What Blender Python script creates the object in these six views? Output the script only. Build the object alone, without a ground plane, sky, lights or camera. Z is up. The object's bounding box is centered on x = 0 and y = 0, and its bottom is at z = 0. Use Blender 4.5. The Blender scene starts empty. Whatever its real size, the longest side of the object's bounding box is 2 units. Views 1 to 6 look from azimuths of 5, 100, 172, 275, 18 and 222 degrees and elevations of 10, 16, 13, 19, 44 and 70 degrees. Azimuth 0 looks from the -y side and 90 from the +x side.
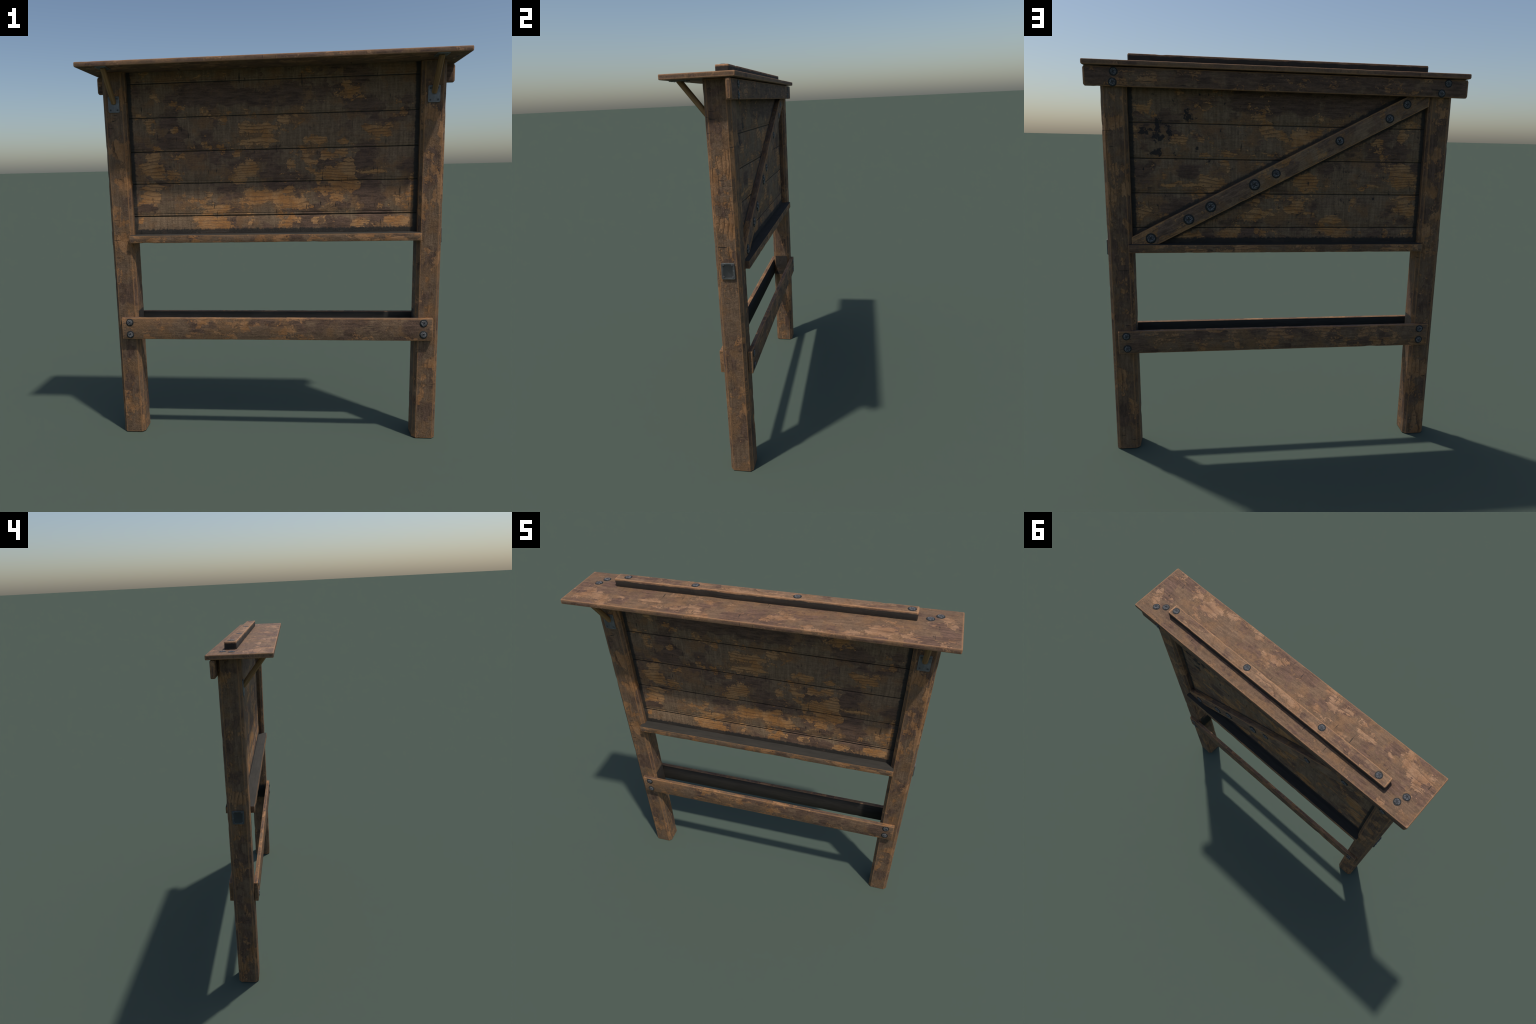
"""Weathered wooden notice board: two chamfered posts, a planked panel under a
little roof board, a sill, a pair of cross rails, a diagonal brace, dowel
struts, iron plates and many screws.  Everything is procedural."""
import bpy, bmesh, math, random
from mathutils import Vector, Matrix, noise

random.seed(11)

# ------------------------------------------------------------------ node kit
class Kit:
    def __init__(self, name):
        self.mat = bpy.data.materials.new(name)
        self.mat.use_nodes = True
        self.nt = self.mat.node_tree
        self.nt.nodes.clear()
        self.out = self.nt.nodes.new("ShaderNodeOutputMaterial")
        self.bsdf = self.nt.nodes.new("ShaderNodeBsdfPrincipled")
        self.nt.links.new(self.bsdf.outputs[0], self.out.inputs[0])

    def node(self, kind, **kw):
        n = self.nt.nodes.new(kind)
        for k, v in kw.items():
            setattr(n, k, v)
        return n

    def put(self, sock, v):
        if isinstance(v, bpy.types.NodeSocket):
            self.nt.links.new(v, sock)
        elif v is not None:
            sock.default_value = v

    def m(self, op, a, b=None, c=None, clamp=False):
        n = self.node("ShaderNodeMath", operation=op, use_clamp=clamp)
        for i, v in enumerate((a, b, c)):
            self.put(n.inputs[i], v)
        return n.outputs[0]

    def v(self, op, a, b=None, c=None, out=0):
        n = self.node("ShaderNodeVectorMath", operation=op)
        for i, x in enumerate((a, b, c)):
            self.put(n.inputs[i], x)
        return n.outputs[out]

    def step(self, val, lo, hi, to0=0.0, to1=1.0):
        n = self.node("ShaderNodeMapRange", interpolation_type="SMOOTHSTEP")
        for i, x in enumerate((val, lo, hi, to0, to1)):
            self.put(n.inputs[i], x)
        return n.outputs[0]

    def mix(self, f, a, b, kind="MIX"):
        n = self.node("ShaderNodeMix", data_type="RGBA", blend_type=kind)
        self.put(n.inputs[0], f)
        for sock, x in ((n.inputs[6], a), (n.inputs[7], b)):
            if isinstance(x, tuple) and len(x) == 3:
                x = x + (1.0,)
            self.put(sock, x)
        return n.outputs[2]

    def noise(self, vec, scale, detail=4.0, rough=0.55, distort=0.0, colour=False):
        n = self.node("ShaderNodeTexNoise")
        self.put(n.inputs["Vector"], vec)
        n.inputs["Scale"].default_value = scale
        n.inputs["Detail"].default_value = detail
        n.inputs["Roughness"].default_value = rough
        n.inputs["Distortion"].default_value = distort
        return n.outputs[1 if colour else 0]

    def coords(self):
        return self.node("ShaderNodeTexCoord").outputs["Object"]

    def xyz(self, vec):
        n = self.node("ShaderNodeSeparateXYZ")
        self.put(n.inputs[0], vec)
        return n.outputs

    def vec(self, x, y, z):
        n = self.node("ShaderNodeCombineXYZ")
        for i, v in enumerate((x, y, z)):
            self.put(n.inputs[i], v)
        return n.outputs[0]

    def blobs(self, p2, items):
        """1 inside the listed ellipses (cx, cy, rx, ry) fading to 0 at their rims."""
        best = None
        for cx, cy, rx, ry in items:
            q = self.v("MULTIPLY_ADD", p2, (1 / rx, 1 / ry, 0.0), (-cx / rx, -cy / ry, 0.0))
            d = self.v("LENGTH", q, out=1)
            best = d if best is None else self.m("MINIMUM", best, d)
        return self.step(best, 1.5, 0.35)


WOOD_PALE = (0.430, 0.225, 0.090)
WOOD_WARM = (0.360, 0.160, 0.047)
WOOD_LINE = (0.070, 0.036, 0.018)
PAINT_DARK = (0.102, 0.060, 0.039)
GREY_BROWN = (0.182, 0.117, 0.067)
OCHRE = (0.205, 0.104, 0.044)
SOOT = (0.018, 0.016, 0.014)


def shade(c, f):
    return tuple(v * f for v in c)


def wood(name, grain="X", seed=0.0, bare=0.53, dark=0.50, plane=None, bare_at=(), dark_at=(), black_at=(),
         extra=None, wear=0.75, bump=0.8, relief=1.0, streak_across=True, angle=0.0, pale=WOOD_PALE, warm=WOOD_WARM,
         grey=GREY_BROWN, dark_col=PAINT_DARK, ochre=OCHRE, cover=1.0, streak=1.0, rim=(0.360, 0.180, 0.075), crack_across=None):
    k = Kit(name)
    p = k.coords()
    x, y, z = k.xyz(p)
    if grain == "X":
        g = k.vec(x, y, z)
    elif grain == "Z":
        g = k.vec(z, x, y)
    else:
        r = k.node("ShaderNodeVectorRotate", rotation_type="Y_AXIS")
        k.put(r.inputs["Vector"], p)
        r.inputs["Angle"].default_value = angle
        g = r.outputs[0]
    g = k.v("ADD", g, (seed * 3.7, seed * 1.3, seed * 2.1))
    half = (0.5, 0.5, 0.5)

    # growth rings and fibre of the bare wood
    warp = k.noise(k.v("MULTIPLY", g, (2.6, 8.0, 8.0)), 1.0, 4.0, 0.5, colour=True)
    gw = k.v("MULTIPLY_ADD", k.v("SUBTRACT", warp, half), (0.0, 0.10, 0.10), g)
    wave = k.node("ShaderNodeTexWave", wave_type="RINGS", rings_direction="X", wave_profile="SAW")
    k.put(wave.inputs["Vector"], k.v("ADD", k.v("MULTIPLY", gw, (0.05, 1.0, 1.0)), (0.0, 0.43, 0.31)))
    wave.inputs["Scale"].default_value = 19.0
    wave.inputs["Distortion"].default_value = 0.9
    wave.inputs["Detail"].default_value = 3.0
    wave.inputs["Detail Scale"].default_value = 2.0
    broad = k.noise(k.v("MULTIPLY", g, (2.5, 9.0, 9.0)), 1.0, 4.0, 0.6)
    ring = k.m("MULTIPLY", k.m("POWER", wave.outputs[1], 4.5), k.step(broad, 0.36, 0.52, 0.45, 1.0))
    fibre = k.noise(k.v("MULTIPLY", g, (9.0, 170.0, 170.0)), 1.0, 5.0, 0.65)
    fine = k.noise(g, 150.0, 6.0, 0.7)
    mid = k.noise(k.v("ADD", g, (1.0, 6.0, 2.0)), 13.0, 6.0, 0.6)
    bare_col = k.mix(k.step(mid, 0.38, 0.62), warm, pale)
    bare_col = k.mix(k.m("MULTIPLY", k.step(fibre, 0.47, 0.72), 0.55), bare_col, WOOD_LINE)
    bare_col = k.mix(k.m("MULTIPLY", ring, 0.95), bare_col, WOOD_LINE)

    # weathered grey-brown skin with streaks running across the board
    across = k.noise(k.v("MULTIPLY", g, (110.0, 9.0, 9.0) if streak_across else (10.0, 90.0, 90.0)), 1.0, 6.0, 0.65)
    mottle = k.noise(g, 26.0, 9.0, 0.70)
    skin = k.mix(k.m("MULTIPLY_ADD", k.m("SUBTRACT", k.step(across, 0.34, 0.68), 0.5), streak, 0.5), shade(grey, 0.80), shade(grey, 1.22))
    soft = k.noise(k.v("ADD", k.v("MULTIPLY", g, (1.0, 1.1, 1.1)), (3.0, 2.0, 6.0)), 9.0, 8.0, 0.62)
    skin = k.mix(k.m("MULTIPLY", k.step(soft, 0.46, 0.60), 0.75), skin, ochre)
    skin = k.mix(k.m("MULTIPLY", k.step(mottle, 0.47, 0.66), 0.55), skin, shade(grey, 0.55))
    # old dark paint
    brush = k.noise(k.v("MULTIPLY", g, (14.0, 80.0, 80.0)), 1.0, 7.0, 0.68)
    paint = k.mix(k.step(brush, 0.33, 0.67), shade(dark_col, 0.68), shade(dark_col, 1.40))
    paint = k.mix(k.m("MULTIPLY", k.step(mottle, 0.50, 0.68), 0.35), paint, ochre)

    # where each sits: ragged noise, nibbled at the rim and cut by oblong flakes along the grain
    jig = k.v("MULTIPLY_ADD", k.noise(g, 34.0, 4.0, 0.6, colour=True), (0.45, 0.45, 0.45), k.v("MULTIPLY", g, (13.0, 22.0, 22.0)))
    flake = k.node("ShaderNodeTexVoronoi", distance="CHEBYCHEV")
    k.put(flake.inputs["Vector"], jig)
    flake.inputs["Scale"].default_value = 1.0
    cells = k.xyz(flake.outputs["Color"])
    big = k.noise(k.v("MULTIPLY", g, (0.95, 1.05, 1.05)), 8.0, 10.0, 0.64)
    edge_n = k.noise(k.v("MULTIPLY", g, (0.9, 1.1, 1.1)), 36.0, 10.0, 0.72)
    field = k.m("MULTIPLY_ADD", k.m("SUBTRACT", cells[0], 0.5), 0.20, big)
    field = k.m("MULTIPLY_ADD", k.m("SUBTRACT", edge_n, 0.5), 0.52, field)
    grit = k.noise(k.v("MULTIPLY", g, (0.7, 1.2, 1.2)), 165.0, 5.0, 0.75)
    field = k.m("MULTIPLY_ADD", k.m("SUBTRACT", grit, 0.5), 0.30, field)
    if plane:
        a, b = {"xz": (x, z), "xy": (x, y), "yz": (y, z)}[plane]
        if extra == "panel":   # the boarding of the back face sits a little lower
            b = k.m("ADD", b, k.m("MULTIPLY", k.m("GREATER_THAN", y, 0.06), 0.017))
        shift = k.v("SUBTRACT", k.noise(g, 16.0, 5.0, 0.6, colour=True), half)
        p2 = k.v("MULTIPLY_ADD", shift, (0.085, 0.060, 0.0), k.vec(a, b, 0.0))
        p2 = k.v("MULTIPLY", p2, (1.0, 1.0, 0.0))
    if bare_at:
        field = k.m("MULTIPLY_ADD", k.blobs(p2, bare_at), 0.21, field)
    field2 = k.noise(k.v("ADD", k.v("MULTIPLY", g, (0.9, 1.1, 1.1)), (5.3, 1.9, 7.7)), 5.5, 10.0, 0.64)
    field2 = k.m("MULTIPLY_ADD", k.m("SUBTRACT", cells[1], 0.5), 0.13, field2)
    field2 = k.m("MULTIPLY_ADD", k.m("SUBTRACT", edge_n, 0.5), 0.30, field2)
    field2 = k.m("MULTIPLY_ADD", k.m("SUBTRACT", grit, 0.5), 0.22, field2)
    if dark_at:
        db = k.blobs(p2, dark_at)
        field2 = k.m("MULTIPLY_ADD", db, 0.19, field2)
        field = k.m("MULTIPLY_ADD", db, -0.09, field)
    m_bare = k.step(field, bare - 0.014, bare + 0.014)
    m_dark = k.step(field2, dark - 0.045, dark + 0.045)
    col = k.mix(m_dark, skin, paint)
    col = k.mix(k.m("MULTIPLY", k.m("MULTIPLY", m_bare, cover), k.step(mottle, 0.66, 0.46, 0.6, 1.0)), col, bare_col)
    # overall fibre and speckle
    tone = k.m("MULTIPLY_ADD", k.m("SUBTRACT", grit, 0.5), 1.3, k.m("MULTIPLY_ADD", k.m("SUBTRACT", fibre, 0.5), 0.9, 1.0))
    col = k.v("MULTIPLY", col, k.vec(tone, tone, tone))
    # short cracks and stains
    crackn = k.noise(k.v("MULTIPLY", k.v("ADD", g, (2.0, 4.0, 8.0)), (95.0, 11.0, 11.0) if (streak_across if crack_across is None else crack_across) else (8.0, 90.0, 90.0)), 1.0, 2.0, 0.5)
    spot = k.noise(k.v("ADD", g, (9.0, 3.0, 1.0)), 16.0, 8.0, 0.74)
    crack = k.m("MULTIPLY", k.step(crackn, 0.69, 0.735), k.step(broad, 0.45, 0.55))
    marks = k.m("MAXIMUM", crack, k.m("MULTIPLY", k.step(spot, 0.65, 0.70), 0.8))
    col = k.mix(k.m("MULTIPLY", marks, 0.8), col, SOOT)
    if black_at:
        kb = k.m("MULTIPLY_ADD", k.blobs(p2, black_at), 0.16, k.noise(g, 26.0, 7.0, 0.7))
        kb = k.m("MULTIPLY", k.step(kb, 0.615, 0.66), k.m("GREATER_THAN", y, 0.06))
        col = k.mix(k.m("MULTIPLY", kb, 0.85), col, (0.012, 0.013, 0.016))
    # arrises worn back to bare wood
    if wear:
        bev = k.node("ShaderNodeBevel", samples=6)
        bev.inputs["Radius"].default_value = 0.010
        geo = k.node("ShaderNodeNewGeometry")
        d = k.v("DOT_PRODUCT", bev.outputs[0], geo.outputs["Normal"], out=1)
        w = k.step(k.m("MULTIPLY_ADD", k.m("SUBTRACT", edge_n, 0.5), 0.07, k.m("SUBTRACT", 1.0, d)), 0.012, 0.030)
        col = k.mix(k.m("MULTIPLY", w, wear), col, k.mix(k.step(fibre, 0.45, 0.7), rim, shade(rim, 0.6)))
    # baked shade painted into the colour where boards meet: ragged, fibrous edge
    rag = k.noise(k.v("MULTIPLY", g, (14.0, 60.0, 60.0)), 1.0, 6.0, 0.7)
    baked_shade = None
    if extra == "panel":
        side = k.step(k.m("MULTIPLY_ADD", k.m("SUBTRACT", rag, 0.5), 0.020, k.m("ABSOLUTE", x)), 0.708, 0.716)  # contact shade beside the posts, painted in
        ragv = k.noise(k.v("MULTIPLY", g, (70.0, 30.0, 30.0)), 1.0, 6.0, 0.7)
        base = k.step(k.m("MULTIPLY_ADD", k.m("SUBTRACT", ragv, 0.5), 0.035, z), 1.140, 1.132)  # ragged dark band along the panel foot
        baked_shade = k.m("MAXIMUM", side, base)
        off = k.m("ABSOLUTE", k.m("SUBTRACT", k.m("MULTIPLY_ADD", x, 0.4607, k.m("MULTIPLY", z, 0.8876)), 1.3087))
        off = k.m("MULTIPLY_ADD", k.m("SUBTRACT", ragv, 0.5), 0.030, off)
        halo = k.m("MULTIPLY", k.step(off, 0.067, 0.057), k.m("GREATER_THAN", y, 0.06))  # fringe of occlusion shade along the brace, painted on the back
        baked_shade = k.m("MAXIMUM", baked_shade, k.m("MULTIPLY", halo, 0.9))
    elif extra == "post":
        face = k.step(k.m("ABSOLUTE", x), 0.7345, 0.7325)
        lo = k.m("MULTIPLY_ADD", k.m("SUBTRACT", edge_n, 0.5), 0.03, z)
        baked_shade = k.m("MULTIPLY", face, k.m("MULTIPLY", k.step(lo, 0.545, 0.552), k.step(lo, 0.700, 0.692)))  # shade between the rails, painted on the inner post faces
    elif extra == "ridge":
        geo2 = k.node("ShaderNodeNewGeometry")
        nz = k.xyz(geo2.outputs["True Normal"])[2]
        baked_shade = k.m("MULTIPLY", k.step(k.m("ABSOLUTE", nz), 0.6, 0.4),
                   k.step(k.m("MULTIPLY_ADD", k.m("SUBTRACT", rag, 0.5), 0.018, z), 1.992, 1.989))  # batten sides carry painted shade below a ragged line
    if baked_shade is not None:
        col = k.mix(k.m("MULTIPLY", baked_shade, 0.93), col, k.mix(fibre, (0.017, 0.016, 0.014), (0.034, 0.032, 0.027)))
    k.put(k.bsdf.inputs["Base Color"], col)
    k.put(k.bsdf.inputs["Roughness"], k.m("MULTIPLY_ADD", m_bare, -0.08, 0.80))
    k.bsdf.inputs["Specular IOR Level"].default_value = 0.30
    # relief: open grain on bare wood, peeling leathery skin elsewhere
    h = k.m("MULTIPLY", k.m("ADD", k.m("MULTIPLY", ring, -0.7), k.m("MULTIPLY", fibre, 0.35)), k.m("MULTIPLY_ADD", m_bare, 0.8, 0.2))
    h = k.m("MULTIPLY_ADD", m_bare, -0.35, h)
    h = k.m("MULTIPLY_ADD", grit, 0.7, k.m("MULTIPLY_ADD", fine, 0.3, h))
    h = k.m("MULTIPLY_ADD", edge_n, 0.9, h)
    h = k.m("MULTIPLY_ADD", mottle, 0.9 * relief, h)
    h = k.m("MULTIPLY_ADD", marks, -0.6, h)
    b = k.node("ShaderNodeBump")
    b.inputs["Strength"].default_value = bump
    b.inputs["Distance"].default_value = 0.0035 * relief
    k.put(b.inputs["Height"], h)
    k.put(k.bsdf.inputs["Normal"], b.outputs[0])
    return k.mat


def dark_wood(name):
    """dark, flat surface with a faint fibre: seam dirt and painted-in shade"""
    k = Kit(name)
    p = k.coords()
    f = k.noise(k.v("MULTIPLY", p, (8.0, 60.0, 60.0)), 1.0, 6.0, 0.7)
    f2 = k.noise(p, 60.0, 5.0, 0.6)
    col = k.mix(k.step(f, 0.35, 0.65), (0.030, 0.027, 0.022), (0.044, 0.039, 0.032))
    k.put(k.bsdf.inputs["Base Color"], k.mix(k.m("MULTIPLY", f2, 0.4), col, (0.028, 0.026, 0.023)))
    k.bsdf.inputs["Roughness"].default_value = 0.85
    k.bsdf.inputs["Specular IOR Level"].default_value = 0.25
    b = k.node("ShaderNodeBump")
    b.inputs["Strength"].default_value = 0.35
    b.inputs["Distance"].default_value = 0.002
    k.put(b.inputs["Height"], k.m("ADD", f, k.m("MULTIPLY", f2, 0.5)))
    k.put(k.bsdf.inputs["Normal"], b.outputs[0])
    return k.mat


def dowel_wood(name):
    k = Kit(name)
    x, y, z = k.xyz(k.coords())
    p = k.vec(x, k.m("MULTIPLY", k.m("ADD", y, k.m("MULTIPLY", z, 0.77)), 1.0), k.m("MULTIPLY", k.m("SUBTRACT", k.m("MULTIPLY", y, 0.77), z), 0.05))
    f = k.noise(k.v("MULTIPLY", p, (170.0, 120.0, 60.0)), 1.0, 4.0, 0.55)
    col = k.mix(k.step(f, 0.35, 0.68), (0.290, 0.165, 0.066), (0.165, 0.088, 0.034))
    k.put(k.bsdf.inputs["Base Color"], col)
    k.bsdf.inputs["Roughness"].default_value = 0.7
    k.bsdf.inputs["Specular IOR Level"].default_value = 0.25
    return k.mat


def iron(name, base, light, rough=0.5, metal=0.6, scale=70.0, bump=0.25):
    k = Kit(name)
    p = k.coords()
    f = k.noise(p, scale, 6.0, 0.65)
    bev = k.node("ShaderNodeBevel", samples=6)
    bev.inputs["Radius"].default_value = 0.004
    geo = k.node("ShaderNodeNewGeometry")
    d = k.m("SUBTRACT", 1.0, k.v("DOT_PRODUCT", bev.outputs[0], geo.outputs["Normal"], out=1))
    m = k.m("MAXIMUM", k.m("MULTIPLY", k.step(f, 0.45, 0.75), 0.55), k.step(d, 0.03, 0.12))
    k.put(k.bsdf.inputs["Base Color"], k.mix(m, base, light))
    k.bsdf.inputs["Metallic"].default_value = metal
    k.put(k.bsdf.inputs["Roughness"], k.m("MULTIPLY_ADD", f, 0.25, rough - 0.12))
    b = k.node("ShaderNodeBump")
    b.inputs["Strength"].default_value = bump
    b.inputs["Distance"].default_value = 0.002
    k.put(b.inputs["Height"], f)
    k.put(k.bsdf.inputs["Normal"], b.outputs[0])
    return k.mat


def screw_steel(name):
    """scuffed grey steel, darker in the cross recess (coordinates are in head radii)"""
    k = Kit(name)
    p = k.coords()
    x, y, z = k.xyz(p)
    w = k.v("MULTIPLY_ADD", k.noise(p, 1.6, 3.0, 0.6, colour=True), (0.5, 0.5, 0.5), p)
    f = k.noise(w, 2.6, 6.0, 0.65)
    swirl = k.node("ShaderNodeTexWave", wave_type="RINGS", rings_direction="Z")
    k.put(swirl.inputs["Vector"], w)
    swirl.inputs["Scale"].default_value = 0.75
    swirl.inputs["Distortion"].default_value = 5.0
    swirl.inputs["Detail"].default_value = 3.0
    col = k.mix(k.step(f, 0.40, 0.62), (0.095, 0.094, 0.096), (0.350, 0.345, 0.345))
    col = k.mix(k.m("MULTIPLY", k.step(swirl.outputs[1], 0.45, 0.15), 0.9), col, (0.030, 0.031, 0.034))
    ax, ay = k.m("ABSOLUTE", x), k.m("ABSOLUTE", y)
    cross = k.m("MULTIPLY", k.step(k.m("MINIMUM", ax, ay), 0.17, 0.11), k.step(k.m("MAXIMUM", ax, ay), 0.56, 0.46))
    col = k.mix(k.m("MULTIPLY", cross, 0.5), col, (0.022, 0.022, 0.024))
    k.put(k.bsdf.inputs["Base Color"], col)
    k.bsdf.inputs["Metallic"].default_value = 0.35
    k.put(k.bsdf.inputs["Roughness"], k.m("MULTIPLY_ADD", f, 0.35, 0.34))
    b = k.node("ShaderNodeBump")
    b.inputs["Strength"].default_value = 0.5
    b.inputs["Distance"].default_value = 0.12
    k.put(b.inputs["Height"], k.m("ADD", f, k.m("MULTIPLY", swirl.outputs[1], 0.3)))
    k.put(k.bsdf.inputs["Normal"], b.outputs[0])
    return k.mat


# ------------------------------------------------------------------ mesh kit
ROOT = bpy.data.objects.new("wooden_notice_board", None)
bpy.context.scene.collection.objects.link(ROOT)
ROOT["label"] = "weathered wooden notice board on two posts with roof board"
ROOT["category"] = "notice board"


def add(name, mesh, parent=None, mats=()):
    ob = bpy.data.objects.new(name, mesh)
    bpy.context.scene.collection.objects.link(ob)
    ob.parent = parent or ROOT
    if not mesh.materials:
        for mt in mats:
            mesh.materials.append(mt)
    return ob


def smooth(me, angle=32):
    me.shade_smooth()
    me.set_sharp_from_angle(angle=math.radians(angle))


def rounded(a0, a1, b0, b1, r, seg=2):
    """rounded rectangle: list of (a, b, corner index)"""
    pts = []
    for c, (ca, cb, s) in enumerate(((a1 - r, b1 - r, 0), (a0 + r, b1 - r, 90), (a0 + r, b0 + r, 180), (a1 - r, b0 + r, 270))):
        for i in range(seg + 1):
            t = math.radians(s + 90.0 * i / seg)
            pts.append((ca + r * math.cos(t), cb + r * math.sin(t), c))
    return pts


def loft(name, axis, t0, t1, pts, mats, seed=0, step=0.012, end=0.003, chip=0.004, wob=0.0006, bow=0.0,
         end_dip=(0.0, 0.0), parent=None, slot_of=None, post=None, angle=32):
    """Board: section pts (a, b, corner) swept along an axis, arrises chipped by noise."""
    place = {"X": lambda t, a, b: (t, a, b), "Z": lambda t, a, b: (a, b, t)}[axis]
    n = max(2, int((t1 - t0) / step))
    ts = [t0, t0 + end] + [t0 + end + (t1 - t0 - 2 * end) * i / n for i in range(1, n)] + [t1 - end, t1]
    ca = sum(p[0] for p in pts) / len(pts)
    cb = sum(p[1] for p in pts) / len(pts)
    amin, amax = min(p[0] for p in pts), max(p[0] for p in pts)
    bmin, bmax = min(p[1] for p in pts), max(p[1] for p in pts)
    bm = bmesh.new()
    rings = []
    for i, t in enumerate(ts):
        cap = i in (0, len(ts) - 1)
        ring = []
        for a, b, c in pts:
            da, db = ca - a, cb - b
            L = math.hypot(da, db) or 1.0
            q = Vector((t * 14.0 + seed * 17.1, c * 5.3 + seed * 3.1, seed * 1.7))
            amt = max(0.0, noise.noise(q) - 0.28) * chip * 2.2
            amt += wob * noise.noise(Vector((t * 30.0, c * 9.0 + seed, 4.2)))
            if cap:
                amt += end
            tt = t
            if i < 2 and end_dip[0]:
                tt = t + end_dip[0] * math.sin(math.pi * (b - bmin) / (bmax - bmin)) ** 1.3
            if i >= len(ts) - 2 and end_dip[1]:
                tt = t - end_dip[1] * math.sin(math.pi * (b - bmin) / (bmax - bmin)) ** 1.3
            k1 = min(amt, 0.3 * L)
            aa = a + math.copysign(k1, da) * min(1.0, abs(da) / (0.3 * (amax - amin) + 1e-6))
            bb = b + math.copysign(k1, db) * min(1.0, abs(db) / (0.3 * (bmax - bmin) + 1e-6))
            if bow:
                bb += bow * math.sin(math.pi * (t - t0) / (t1 - t0))
            ring.append(bm.verts.new(place(tt, aa, bb)))
        rings.append(ring)
    m = len(pts)
    for r0, r1 in zip(rings, rings[1:]):
        for j in range(m):
            f = bm.faces.new((r0[j], r0[(j + 1) % m], r1[(j + 1) % m], r1[j]))
            if slot_of:
                f.material_index = slot_of(j)
    bm.faces.new(list(reversed(rings[0])))
    bm.faces.new(rings[-1])
    bmesh.ops.recalc_face_normals(bm, faces=bm.faces[:])
    if post:
        post(bm)
    me = bpy.data.meshes.new(name)
    bm.to_mesh(me)
    bm.free()
    smooth(me, angle)
    return add(name, me, parent, mats)


def slab(name, w, h, t, r, mats, jitter=0.0, seed=0, recess=0.0):
    """rounded plate in local XY, from z=0 to z=t, softened upper rim"""
    bm = bmesh.new()
    rnd = random.Random(seed)
    outline = rounded(-w / 2, w / 2, -h / 2, h / 2, r, 4)
    off = [(rnd.uniform(-jitter, jitter), rnd.uniform(-jitter, jitter)) for _ in range(4)]
    layers = [(1.0, 0.0), (1.0, t * 0.6), (1.0 - 0.0010 / (w / 2), t)]
    rings = [[bm.verts.new(((a + off[c][0]) * s, (b + off[c][1]) * s, z)) for a, b, c in outline] for s, z in layers]
    n = len(outline)
    for r0, r1 in zip(rings, rings[1:]):
        for j in range(n):
            bm.faces.new((r0[j], r0[(j + 1) % n], r1[(j + 1) % n], r1[j]))
    if recess:                       # raised rim, sunken darker field
        for inset, z in ((recess, t), (recess + 0.0030, t - 0.0012)):
            sx, sy = 1 - inset / (w / 2), 1 - inset / (h / 2)
            rings.append([bm.verts.new((v.co.x * sx, v.co.y * sy, z)) for v in rings[0]])
            for j in range(n):
                bm.faces.new((rings[-2][j], rings[-2][(j + 1) % n], rings[-1][(j + 1) % n], rings[-1][j]))
    f = bm.faces.new(rings[-1])
    f.material_index = 1 if recess else 0
    bm.faces.new(list(reversed(rings[0])))
    me = bpy.data.meshes.new(name)
    bm.to_mesh(me)
    bm.free()
    smooth(me, 40)
    for mt in mats:
        me.materials.append(mt)
    return me


def screw_mesh(name, seed, shade_ring=1.46):
    """unit screw: dark ring modelling the baked shade round it (slot 1) and a domed, battered cross-head (slot 0)"""
    bm = bmesh.new()
    nr, ns = 14, 40
    rows = []
    for i in range(nr + 1):
        f = i / nr
        row = []
        for j in range(ns):
            a = 2 * math.pi * j / ns
            x, y = f * math.cos(a), f * math.sin(a)
            z = 0.20 + 0.17 * math.sqrt(max(0.0, 1 - 0.92 * f * f))
            if (abs(x) < 0.13 and abs(y) < 0.50) or (abs(y) < 0.13 and abs(x) < 0.50):
                z -= 0.14
            z += 0.05 * noise.noise(Vector((x * 2.6 + seed * 5, y * 2.6, seed)))
            row.append(bm.verts.new((x, y, z)))
            if i == 0:
                break
        rows.append(row)
    rows.append([bm.verts.new((math.cos(2 * math.pi * j / ns), math.sin(2 * math.pi * j / ns), -0.05)) for j in range(ns)])
    for j in range(ns):
        bm.faces.new((rows[0][0], rows[1][j], rows[1][(j + 1) % ns]))
    for r0, r1 in zip(rows[1:], rows[2:]):
        for j in range(ns):
            bm.faces.new((r0[j], r1[j], r1[(j + 1) % ns], r0[(j + 1) % ns]))
    ring = []
    for rad, z in ((0.98, 0.10), (shade_ring - 0.10, 0.10), (shade_ring, 0.03), (shade_ring, -0.05)):
        ring.append([bm.verts.new((rad * (1 + 0.05 * noise.noise(Vector((math.cos(a) * 1.5, math.sin(a) * 1.5, seed + 3.0)))) * math.cos(a),
                                   rad * (1 + 0.05 * noise.noise(Vector((math.cos(a) * 1.5, math.sin(a) * 1.5, seed + 3.0)))) * math.sin(a), z))
                     for a in (2 * math.pi * j / ns for j in range(ns))])
    for r0, r1 in zip(ring, ring[1:]):
        for j in range(ns):
            f = bm.faces.new((r0[j], r1[j], r1[(j + 1) % ns], r0[(j + 1) % ns]))
            f.material_index = 1
    me = bpy.data.meshes.new(name)
    bm.to_mesh(me)
    bm.free()
    smooth(me, 50)
    return me


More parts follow.
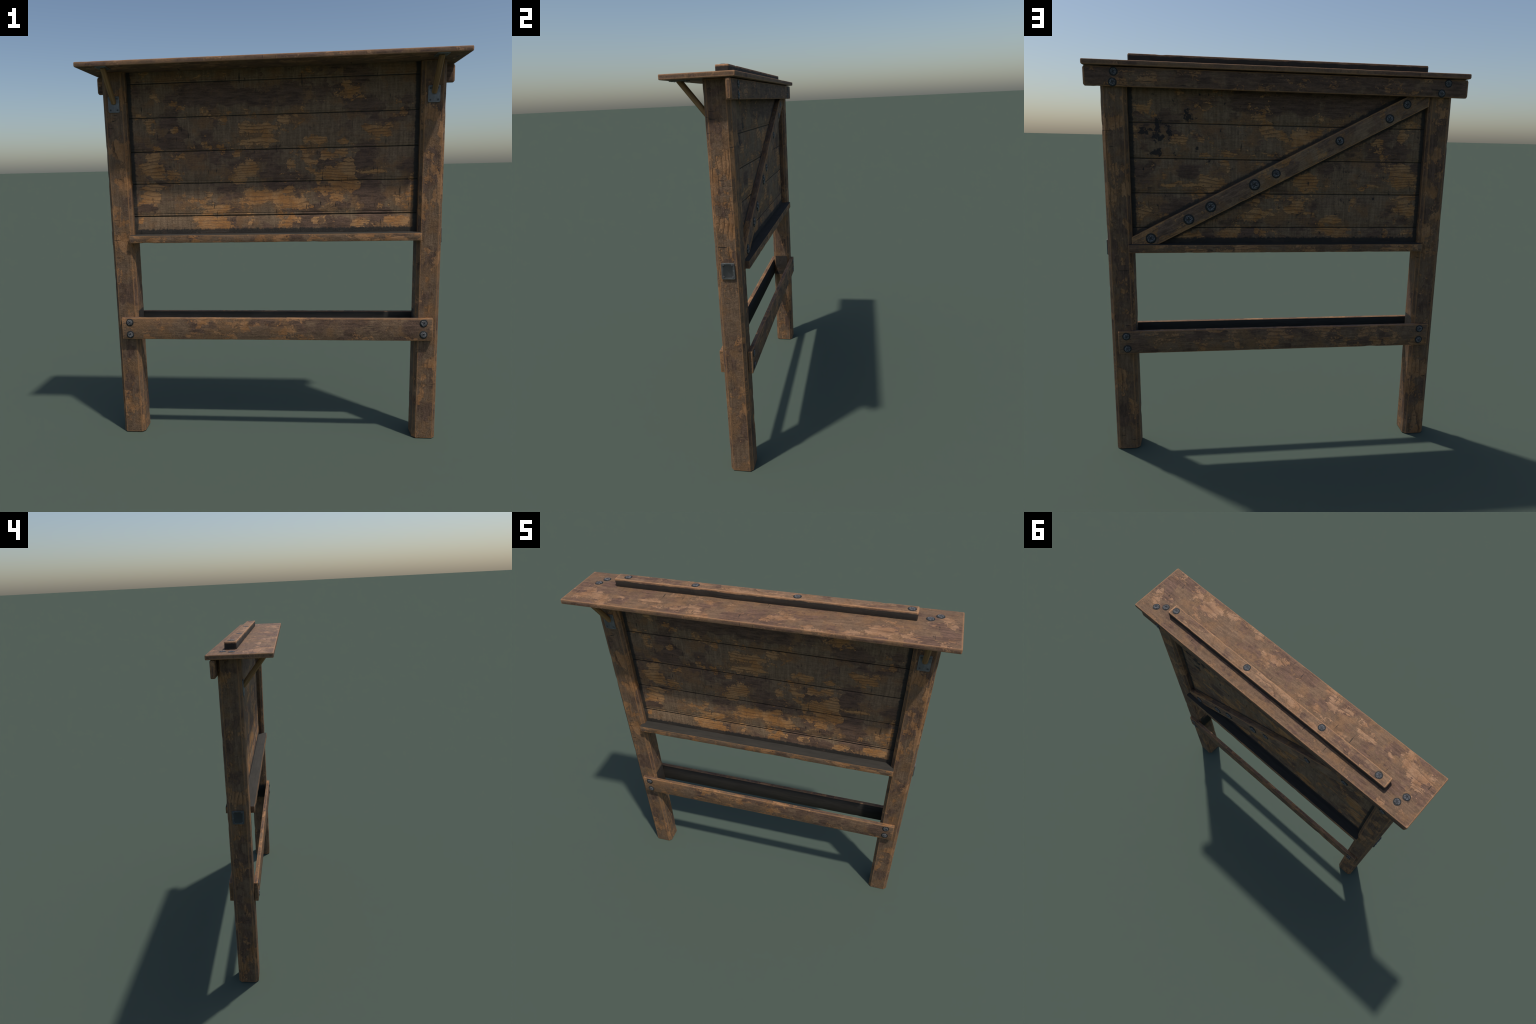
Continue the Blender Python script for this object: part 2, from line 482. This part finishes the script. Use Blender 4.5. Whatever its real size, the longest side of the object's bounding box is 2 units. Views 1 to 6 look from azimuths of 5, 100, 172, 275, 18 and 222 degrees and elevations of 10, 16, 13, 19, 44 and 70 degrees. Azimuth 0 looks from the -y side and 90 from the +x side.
# ------------------------------------------------------------------ materials
PANEL_BARE = [(-0.596, 1.792, 0.041, 0.033), (-0.615, 1.664, 0.029, 0.045), (-0.493, 1.644, 0.035, 0.022),
              (-0.627, 1.448, 0.083, 0.035), (-0.618, 1.512, 0.053, 0.023), (-0.242, 1.681, 0.034, 0.025),
              (-0.094, 1.649, 0.102, 0.039), (-0.085, 1.577, 0.103, 0.028), (-0.122, 1.443, 0.063, 0.045),
              (-0.632, 1.356, 0.078, 0.023), (-0.641, 1.303, 0.072, 0.029), (-0.268, 1.245, 0.053, 0.023),
              (-0.079, 1.299, 0.093, 0.035), (-0.336, 1.175, 0.119, 0.030), (-0.557, 1.178, 0.036, 0.030),
              (-0.685, 1.180, 0.049, 0.018), (0.360, 1.433, 0.078, 0.050), (0.372, 1.343, 0.073, 0.045),
              (0.386, 1.797, 0.065, 0.027), (0.237, 1.580, 0.061, 0.025), (0.135, 1.398, 0.034, 0.023),
              (0.105, 1.262, 0.069, 0.035), (0.371, 1.565, 0.039, 0.012), (0.104, 1.175, 0.075, 0.035),
              (0.248, 1.173, 0.069, 0.035), (0.447, 1.165, 0.051, 0.035), (0.632, 1.168, 0.084, 0.034),
              (0.333, 1.281, 0.045, 0.023), (0.076, 1.688, 0.034, 0.027), (0.497, 1.633, 0.038, 0.022),
              (0.276, 1.507, 0.028, 0.028), (0.517, 1.412, 0.072, 0.014)]
PANEL_DARK = [(-0.552, 1.629, 0.105, 0.079), (-0.226, 1.823, 0.282, 0.065), (-0.663, 1.245, 0.060, 0.024),
              (0.466, 1.480, 0.050, 0.033), (0.501, 1.306, 0.084, 0.074), (0.473, 1.385, 0.033, 0.022),
              (0.166, 1.810, 0.165, 0.065), (0.179, 1.163, 0.035, 0.041), (0.356, 1.160, 0.034, 0.035),
              (0.537, 1.192, 0.034, 0.023)]
PANEL_BLACK = [(0.588, 1.707, 0.030, 0.029), (0.540, 1.660, 0.025, 0.030), (0.600, 1.648, 0.030, 0.035),
               (0.454, 1.745, 0.030, 0.029), (0.607, 1.574, 0.040, 0.025), (0.416, 1.583, 0.020, 0.020),
               (0.653, 1.671, 0.034, 0.024)]
POST_BARE = [(-0.787, 1.567, 0.047, 0.045), (-0.766, 1.378, 0.041, 0.033), (-0.815, 1.253, 0.034, 0.027),
             (-0.779, 1.172, 0.048, 0.034), (-0.778, 1.074, 0.053, 0.060), (-0.783, 0.388, 0.040, 0.041),
             (-0.810, 0.148, 0.030, 0.050), (0.774, 1.690, 0.036, 0.030), (0.835, 1.598, 0.020, 0.110),
             (0.774, 1.490, 0.030, 0.020), (0.758, 1.228, 0.022, 0.064), (0.840, 1.322, 0.016, 0.110),
             (0.778, 1.022, 0.018, 0.020), (0.786, 0.871, 0.018, 0.022), (0.818, 0.414, 0.025, 0.039),
             (0.769, 0.250, 0.020, 0.047)]
ROOF_BARE = [(0.879, 0.008, 0.021, 0.025), (0.720, -0.107, 0.042, 0.042), (0.583, -0.097, 0.075, 0.033),
             (0.581, -0.066, 0.089, 0.016), (0.138, -0.086, 0.092, 0.023), (0.094, -0.106, 0.053, 0.038),
             (0.286, -0.129, 0.040, 0.031), (0.469, -0.146, 0.041, 0.030), (-0.388, -0.123, 0.082, 0.035),
             (-0.480, -0.068, 0.081, 0.017), (-0.644, -0.071, 0.025, 0.013), (-0.707, -0.120, 0.037, 0.033),
             (-0.832, -0.085, 0.066, 0.038), (-0.841, -0.144, 0.037, 0.030), (-0.840, -0.024, 0.036, 0.019),
             (-0.865, 0.038, 0.036, 0.025), (-0.738, 0.136, 0.024, 0.015), (-0.262, -0.095, 0.038, 0.035)]

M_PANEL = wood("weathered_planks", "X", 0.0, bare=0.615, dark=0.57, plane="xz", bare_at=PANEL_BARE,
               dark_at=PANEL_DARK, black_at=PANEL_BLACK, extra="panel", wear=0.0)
TIMBER = dict(pale=(0.385, 0.200, 0.090), warm=(0.325, 0.150, 0.053), grey=(0.168, 0.104, 0.061), dark_col=(0.104, 0.061, 0.040),
              ochre=(0.205, 0.108, 0.048))
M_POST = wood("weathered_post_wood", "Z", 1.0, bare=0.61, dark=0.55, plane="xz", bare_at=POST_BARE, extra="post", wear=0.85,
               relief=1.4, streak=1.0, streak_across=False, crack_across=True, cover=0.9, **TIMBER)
ROOF_TONES = dict(pale=(0.400, 0.225, 0.122), warm=(0.310, 0.155, 0.072), grey=(0.172, 0.103, 0.060),
                  dark_col=(0.122, 0.069, 0.046), ochre=(0.225, 0.120, 0.058))
M_ROOF = wood("sun_bleached_roof_wood", "X", 2.0, bare=0.65, dark=0.52, plane="xy", bare_at=ROOF_BARE, wear=0.8, bump=0.35,
              cover=0.85, streak=0.7, streak_across=False, crack_across=True, rim=(0.43, 0.22, 0.105), **ROOF_TONES)
M_RIDGE = wood("batten_wood", "X", 3.0, bare=0.57, dark=0.58, extra="ridge", wear=1.0, cover=0.75, bump=0.45, streak_across=False, rim=(0.48, 0.25, 0.12),
               **{**ROOF_TONES, "grey": (0.215, 0.128, 0.074)})
M_RAIL = wood("rail_wood", "X", 4.0, bare=0.58, dark=0.53, wear=0.85, streak_across=False, cover=0.9, **TIMBER)
M_SILL = wood("sill_wood", "X", 5.0, bare=0.55, dark=0.53, wear=0.6, streak_across=False, **TIMBER)
M_FASCIA = wood("fascia_wood", "X", 6.0, bare=0.635, dark=0.45, wear=0.85, streak_across=False, cover=0.85, **TIMBER)
SLOPE = math.atan(0.519)
M_BRACE = wood("brace_wood", "R", 7.0, bare=0.60, dark=0.54, wear=1.0, cover=0.75, angle=-SLOPE, streak_across=False,
               grey=(0.225, 0.142, 0.084), dark_col=(0.140, 0.085, 0.056), rim=(0.44, 0.225, 0.095))
M_SHADE_DIRT = dark_wood("shade_and_seam_dirt")  # seam dirt, and baked shade on sill top and inner rail faces
M_DOWEL = dowel_wood("dowel_wood")
M_STEEL = screw_steel("worn_screw_steel")
M_SCREW_SHADE = iron("screw_shade_ring", (0.018, 0.019, 0.018), (0.030, 0.032, 0.031), rough=0.75, metal=0.2, scale=3.0)  # shade round the screw heads, built as a dark ring
M_PLATE = iron("dark_plate_iron", (0.058, 0.061, 0.057), (0.170, 0.176, 0.168), rough=0.6, metal=0.2)
M_BRACKET = iron("bracket_iron", (0.120, 0.120, 0.116), (0.260, 0.262, 0.255), rough=0.5, metal=0.35)

# ------------------------------------------------------------------ timber
PX, PY, PH, CH = 0.7915, 0.060, 0.0593, 0.0155
for sx in (-1, 1):
    oct_pts = []
    for c, (u, w) in enumerate(((1, 1), (-1, 1), (-1, -1), (1, -1))):
        a, b = sx * PX + u * PH, PY + w * PH
        pair = [(a, b - w * CH, 2 * c), (a - u * CH, b, 2 * c + 1)]
        oct_pts += pair if c in (0, 2) else pair[::-1]
    loft("post", "Z", 0.0, 1.937, oct_pts, (M_POST,), seed=20 + sx, end=0.002, chip=0.0026, wob=0.0005, angle=25)

# planked panel: six boards, beaded joint below each board, on both faces
FY, BY = 0.0405, 0.0800
front = [1.1085, 1.2035, 1.3745, 1.5390, 1.7105, 1.8800, 1.9368]
back = [1.1085, 1.1870, 1.3580, 1.5250, 1.6920, 1.8640, 1.9368]
panel = bpy.data.objects.new("panel", None)
for i in range(6):
    f0, f1, b0, b1 = front[i], front[i + 1], back[i], back[i + 1]
    last, first = i == 5, i == 0

    def face(lo, hi, y, s):          # s=+1 front (outwards is -y), listed bottom to top
        d = lambda h: y + s * h
        low = [(d(0.0), lo)] if first else [(d(0.0030), lo + 0.0005), (d(0.0022), lo + 0.0022), (d(0.0004), lo + 0.0045),
                                            (d(-0.0006), lo + 0.0075), (d(0.0004), lo + 0.0105), (d(0.0018), lo + 0.0125),
                                            (d(0.0002), lo + 0.0150), (d(0.0), lo + 0.0175)]
        top = [(d(0.0), hi)] if last else [(d(0.0), hi - 0.0040), (d(0.0012), hi - 0.0022), (d(0.0030), hi - 0.0014)]
        return low + top
    sec = face(f0, f1, FY, 1) + face(b0, b1, BY, -1)[::-1]
    me_pts = [(a, b, 0) for a, b in sec]
    # long thin section: sweep with no chipping, gentle wander only
    bm = bmesh.new()
    rings = []
    for n in range(61):
        t = -0.7335 + 1.467 * n / 60
        dz = 0.0006 * noise.noise(Vector((t * 7, i * 3.3, 0.5)))
        dy = 0.0007 * noise.noise(Vector((t * 5, i * 5.1, 2.5)))
        rings.append([bm.verts.new((t, a + dy, b + (dz if 1.12 < b < 1.93 else 0.0))) for a, b, _ in me_pts])
    m = len(me_pts)
    for r0, r1 in zip(rings, rings[1:]):
        for j in range(m):
            f = bm.faces.new((r0[j], r0[(j + 1) % m], r1[(j + 1) % m], r1[j]))
            deep = [FY + 0.0019 < me_pts[q][0] < BY - 0.0019 for q in (j, (j + 1) % m)]
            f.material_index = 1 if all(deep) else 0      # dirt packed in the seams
    bm.faces.new(list(reversed(rings[0])))
    bm.faces.new(rings[-1])
    bmesh.ops.recalc_face_normals(bm, faces=bm.faces[:])
    me = bpy.data.meshes.new("plank")
    bm.to_mesh(me)
    bm.free()
    smooth(me, 40)
    if i == 0:
        bpy.context.scene.collection.objects.link(panel)
        panel.parent = ROOT
    add("plank", me, panel, (M_PANEL, M_SHADE_DIRT))

# roof board, batten on it, fascia behind
roof = loft("roof_board", "X", -0.9195, 0.9195, rounded(-0.1625, 0.1625, 1.9372, 1.9605, 0.0040), (M_ROOF,), seed=3, chip=0.0009, wob=0.0003, end=0.003)
batten = loft("ridge_batten", "X", -0.7250, 0.7250, rounded(0.0293, 0.0907, 1.9580, 1.9995, 0.0035), (M_RIDGE,), seed=5, chip=0.0035, end=0.004)
fascia = loft("fascia_board", "X", -0.9175, 0.9175, rounded(0.1185, 0.1430, 1.8468, 1.9335, 0.0050), (M_FASCIA,), seed=7, chip=0.003, end=0.006)


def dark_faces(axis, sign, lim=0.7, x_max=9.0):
    """faces looking along +-axis get the second (painted shade) material"""
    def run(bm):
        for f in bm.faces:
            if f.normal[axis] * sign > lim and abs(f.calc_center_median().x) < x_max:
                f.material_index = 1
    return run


sill = loft("sill", "X", -0.7490, 0.7490, rounded(-0.0205, 0.1405, 1.0705, 1.1105, 0.0022), (M_SILL, M_SHADE_DIRT), seed=9,
            chip=0.0022, end=0.002, post=dark_faces(2, 1))  # sill top coloured with the baked shade
rail_f = loft("cross_rail", "X", -0.8175, 0.8175, rounded(-0.0225, 0.0010, 0.5487, 0.6668, 0.0035), (M_RAIL, M_SHADE_DIRT), seed=12,
              chip=0.0016, wob=0.0004, end=0.002, end_dip=(0.006, 0.004), post=dark_faces(1, 1))  # shade painted on the face towards the other rail
rail_b = loft("cross_rail", "X", -0.8165, 0.8160, rounded(0.1190, 0.1425, 0.5487, 0.6670, 0.0035), (M_RAIL, M_SHADE_DIRT), seed=14,
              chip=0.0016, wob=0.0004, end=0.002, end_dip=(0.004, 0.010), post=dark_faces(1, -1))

# diagonal brace, cut to fit between posts and sill
brace = loft("diagonal_brace", "X", -0.95, 0.95, rounded(0.0780, 0.1116, -0.0470, 0.0470, 0.0030), (M_BRACE,), seed=17, chip=0.003)
bm = bmesh.new()
bm.from_mesh(brace.data)
for v in bm.verts:      # the brace is a trifle broader at its upper end
    v.co.z *= 0.975 - 0.010 * v.co.x
bmesh.ops.transform(bm, verts=bm.verts[:], matrix=Matrix.Translation((0, 0, 1.4745)) @ Matrix.Rotation(SLOPE, 4, "Y"))
for co, no in (((0.7345, 0, 0), (1, 0, 0)), ((-0.7345, 0, 0), (-1, 0, 0)), ((0, 0, 1.1085), (0, 0, -1))):
    res = bmesh.ops.bisect_plane(bm, geom=bm.verts[:] + bm.edges[:] + bm.faces[:], plane_co=co, plane_no=no, clear_outer=True)
    bmesh.ops.holes_fill(bm, edges=[e for e in res["geom_cut"] if isinstance(e, bmesh.types.BMEdge)])
bmesh.ops.recalc_face_normals(bm, faces=bm.faces[:])
bm.to_mesh(brace.data)
bm.free()
smooth(brace.data)

# ------------------------------------------------------------------ ironwork
SCREWS = [screw_mesh("screw", s) for s in range(4)]
SMALL = [screw_mesh("small_screw", 9 + s, shade_ring=1.12) for s in range(2)]
for me in SCREWS + SMALL:
    me.materials.append(M_STEEL)
    me.materials.append(M_SCREW_SHADE)


def screw(parent, at, normal, radius, meshes=SCREWS, name="screw", flat=1.0):
    ob = bpy.data.objects.new(name, random.choice(meshes))
    bpy.context.scene.collection.objects.link(ob)
    q = Vector(normal).to_track_quat("Z", "Y")
    world = Matrix.Translation(at) @ q.to_matrix().to_4x4() @ Matrix.Rotation(random.uniform(0, 6.28), 4, "Z") @ Matrix.Diagonal((radius, radius, radius * flat, 1.0))
    ob.parent = parent
    ob.matrix_parent_inverse = parent.matrix_world.inverted()
    ob.matrix_basis = world
    return ob


for x, z in ((-0.7728, 0.6425), (-0.7734, 0.5750), (0.7698, 0.6430), (0.7700, 0.5822)):
    screw(rail_f, (x, -0.0225, z), (0, -1, 0), 0.0142)
for x, z in ((0.7758, 0.6422), (0.7721, 0.5756), (-0.7677, 0.6425), (-0.7674, 0.5805)):
    screw(rail_b, (x, 0.1425, z), (0, 1, 0), 0.0140)
for x, z in ((0.7817, 1.9120), (0.7881, 1.8660), (-0.8118, 1.9140), (-0.7811, 1.8662)):
    screw(fascia, (x, 0.1425, z), (0, 1, 0), 0.0135)
for x, z, r in ((0.642, 1.1385, 0.0180), (0.457, 1.2332, 0.0185), (0.3494, 1.2965, 0.0190), (0.1340, 1.4063, 0.0195),
                (0.0276, 1.4620, 0.0155), (-0.2870, 1.6267, 0.0155), (-0.5355, 1.7400, 0.0155), (-0.6205, 1.8110, 0.0150)):
    screw(brace, (x, 0.1113, z), (0, 1, 0), r)
for x, y in ((0.695, 0.0586), (0.186, 0.0557), (-0.309, 0.0543), (-0.664, 0.0605)):
    screw(batten, (x, y, 1.9993), (0, 0, 1), 0.0136, flat=0.6)
for x, y in ((0.820, 0.0950), (0.779, 0.0628), (-0.806, 0.0911), (-0.8255, 0.0440)):
    screw(roof, (x, y, 1.9602), (0, 0, 1), 0.0136)

# square iron plates on the outer faces of the posts
M_PIT = iron("sunken_plate_iron", (0.042, 0.044, 0.042), (0.060, 0.064, 0.061), rough=0.65, metal=0.35)  # darker iron of the sunken plate field
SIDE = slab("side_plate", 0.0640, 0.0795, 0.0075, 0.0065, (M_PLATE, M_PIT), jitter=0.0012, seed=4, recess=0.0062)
for sx in (-1, 1):
    pl = add("side_plate", SIDE)
    pl.matrix_basis = Matrix.Translation((sx * 0.8500, 0.0607, 1.0922)) @ Matrix.Rotation(sx * math.pi / 2, 4, "Y") @ Matrix.Rotation(math.pi / 2, 4, "Z")
    bpy.context.view_layer.update()
    for y in (0.0385, 0.0825):
        for z in (1.0668, 1.1236):
            screw(pl, (sx * 0.8575, y, z), (sx, 0, 0), 0.0046, SMALL, "plate_screw")

# roof struts with their mounting plates
FOOT = slab("mounting_plate", 0.0580, 0.0805, 0.0042, 0.0060, (M_BRACKET,), seed=6)
for sx in (-1, 1):
    low = add("mounting_plate", FOOT)
    low.matrix_basis = Matrix.Translation((sx * 0.7908, 0.0006, 1.7783)) @ Matrix.Rotation(math.pi / 2, 4, "X")
    up = add("mounting_plate", FOOT)
    up.matrix_basis = Matrix.Translation((sx * 0.7938, -0.1140, 1.9378)) @ Matrix.Rotation(math.pi, 4, "X")
    bpy.context.view_layer.update()
    for u in (-0.0180, 0.0180):
        for w in (-0.0278, 0.0278):
            screw(low, (sx * 0.7908 + u, -0.0036, 1.7783 + w), (0, -1, 0), 0.0042, SMALL, "plate_screw")
            screw(up, (sx * 0.7938 + u, -0.1140 + w, 1.9336), (0, 0, -1), 0.0042, SMALL, "plate_screw")
    a, b = Vector((sx * 0.7912, 0.0010, 1.7860)), Vector((sx * 0.7945, -0.1175, 1.9390))
    d = (b - a).normalized()
    side = Vector((1, 0, 0))
    upv = d.cross(side).normalized()
    bm = bmesh.new()
    rings = []
    for i in range(13):
        c = a.lerp(b, i / 12)
        rings.append([bm.verts.new(c + side * 0.0133 * math.cos(t) + upv * 0.0133 * math.sin(t)) for t in (2 * math.pi * j / 24 for j in range(24))])
    for r0, r1 in zip(rings, rings[1:]):
        for j in range(24):
            bm.faces.new((r0[j], r1[j], r1[(j + 1) % 24], r0[(j + 1) % 24]))
    bm.faces.new(rings[0])
    bm.faces.new(list(reversed(rings[-1])))
    bmesh.ops.recalc_face_normals(bm, faces=bm.faces[:])
    me = bpy.data.meshes.new("strut")
    bm.to_mesh(me)
    bm.free()
    smooth(me, 40)
    add("strut", me, None, (M_DOWEL,))
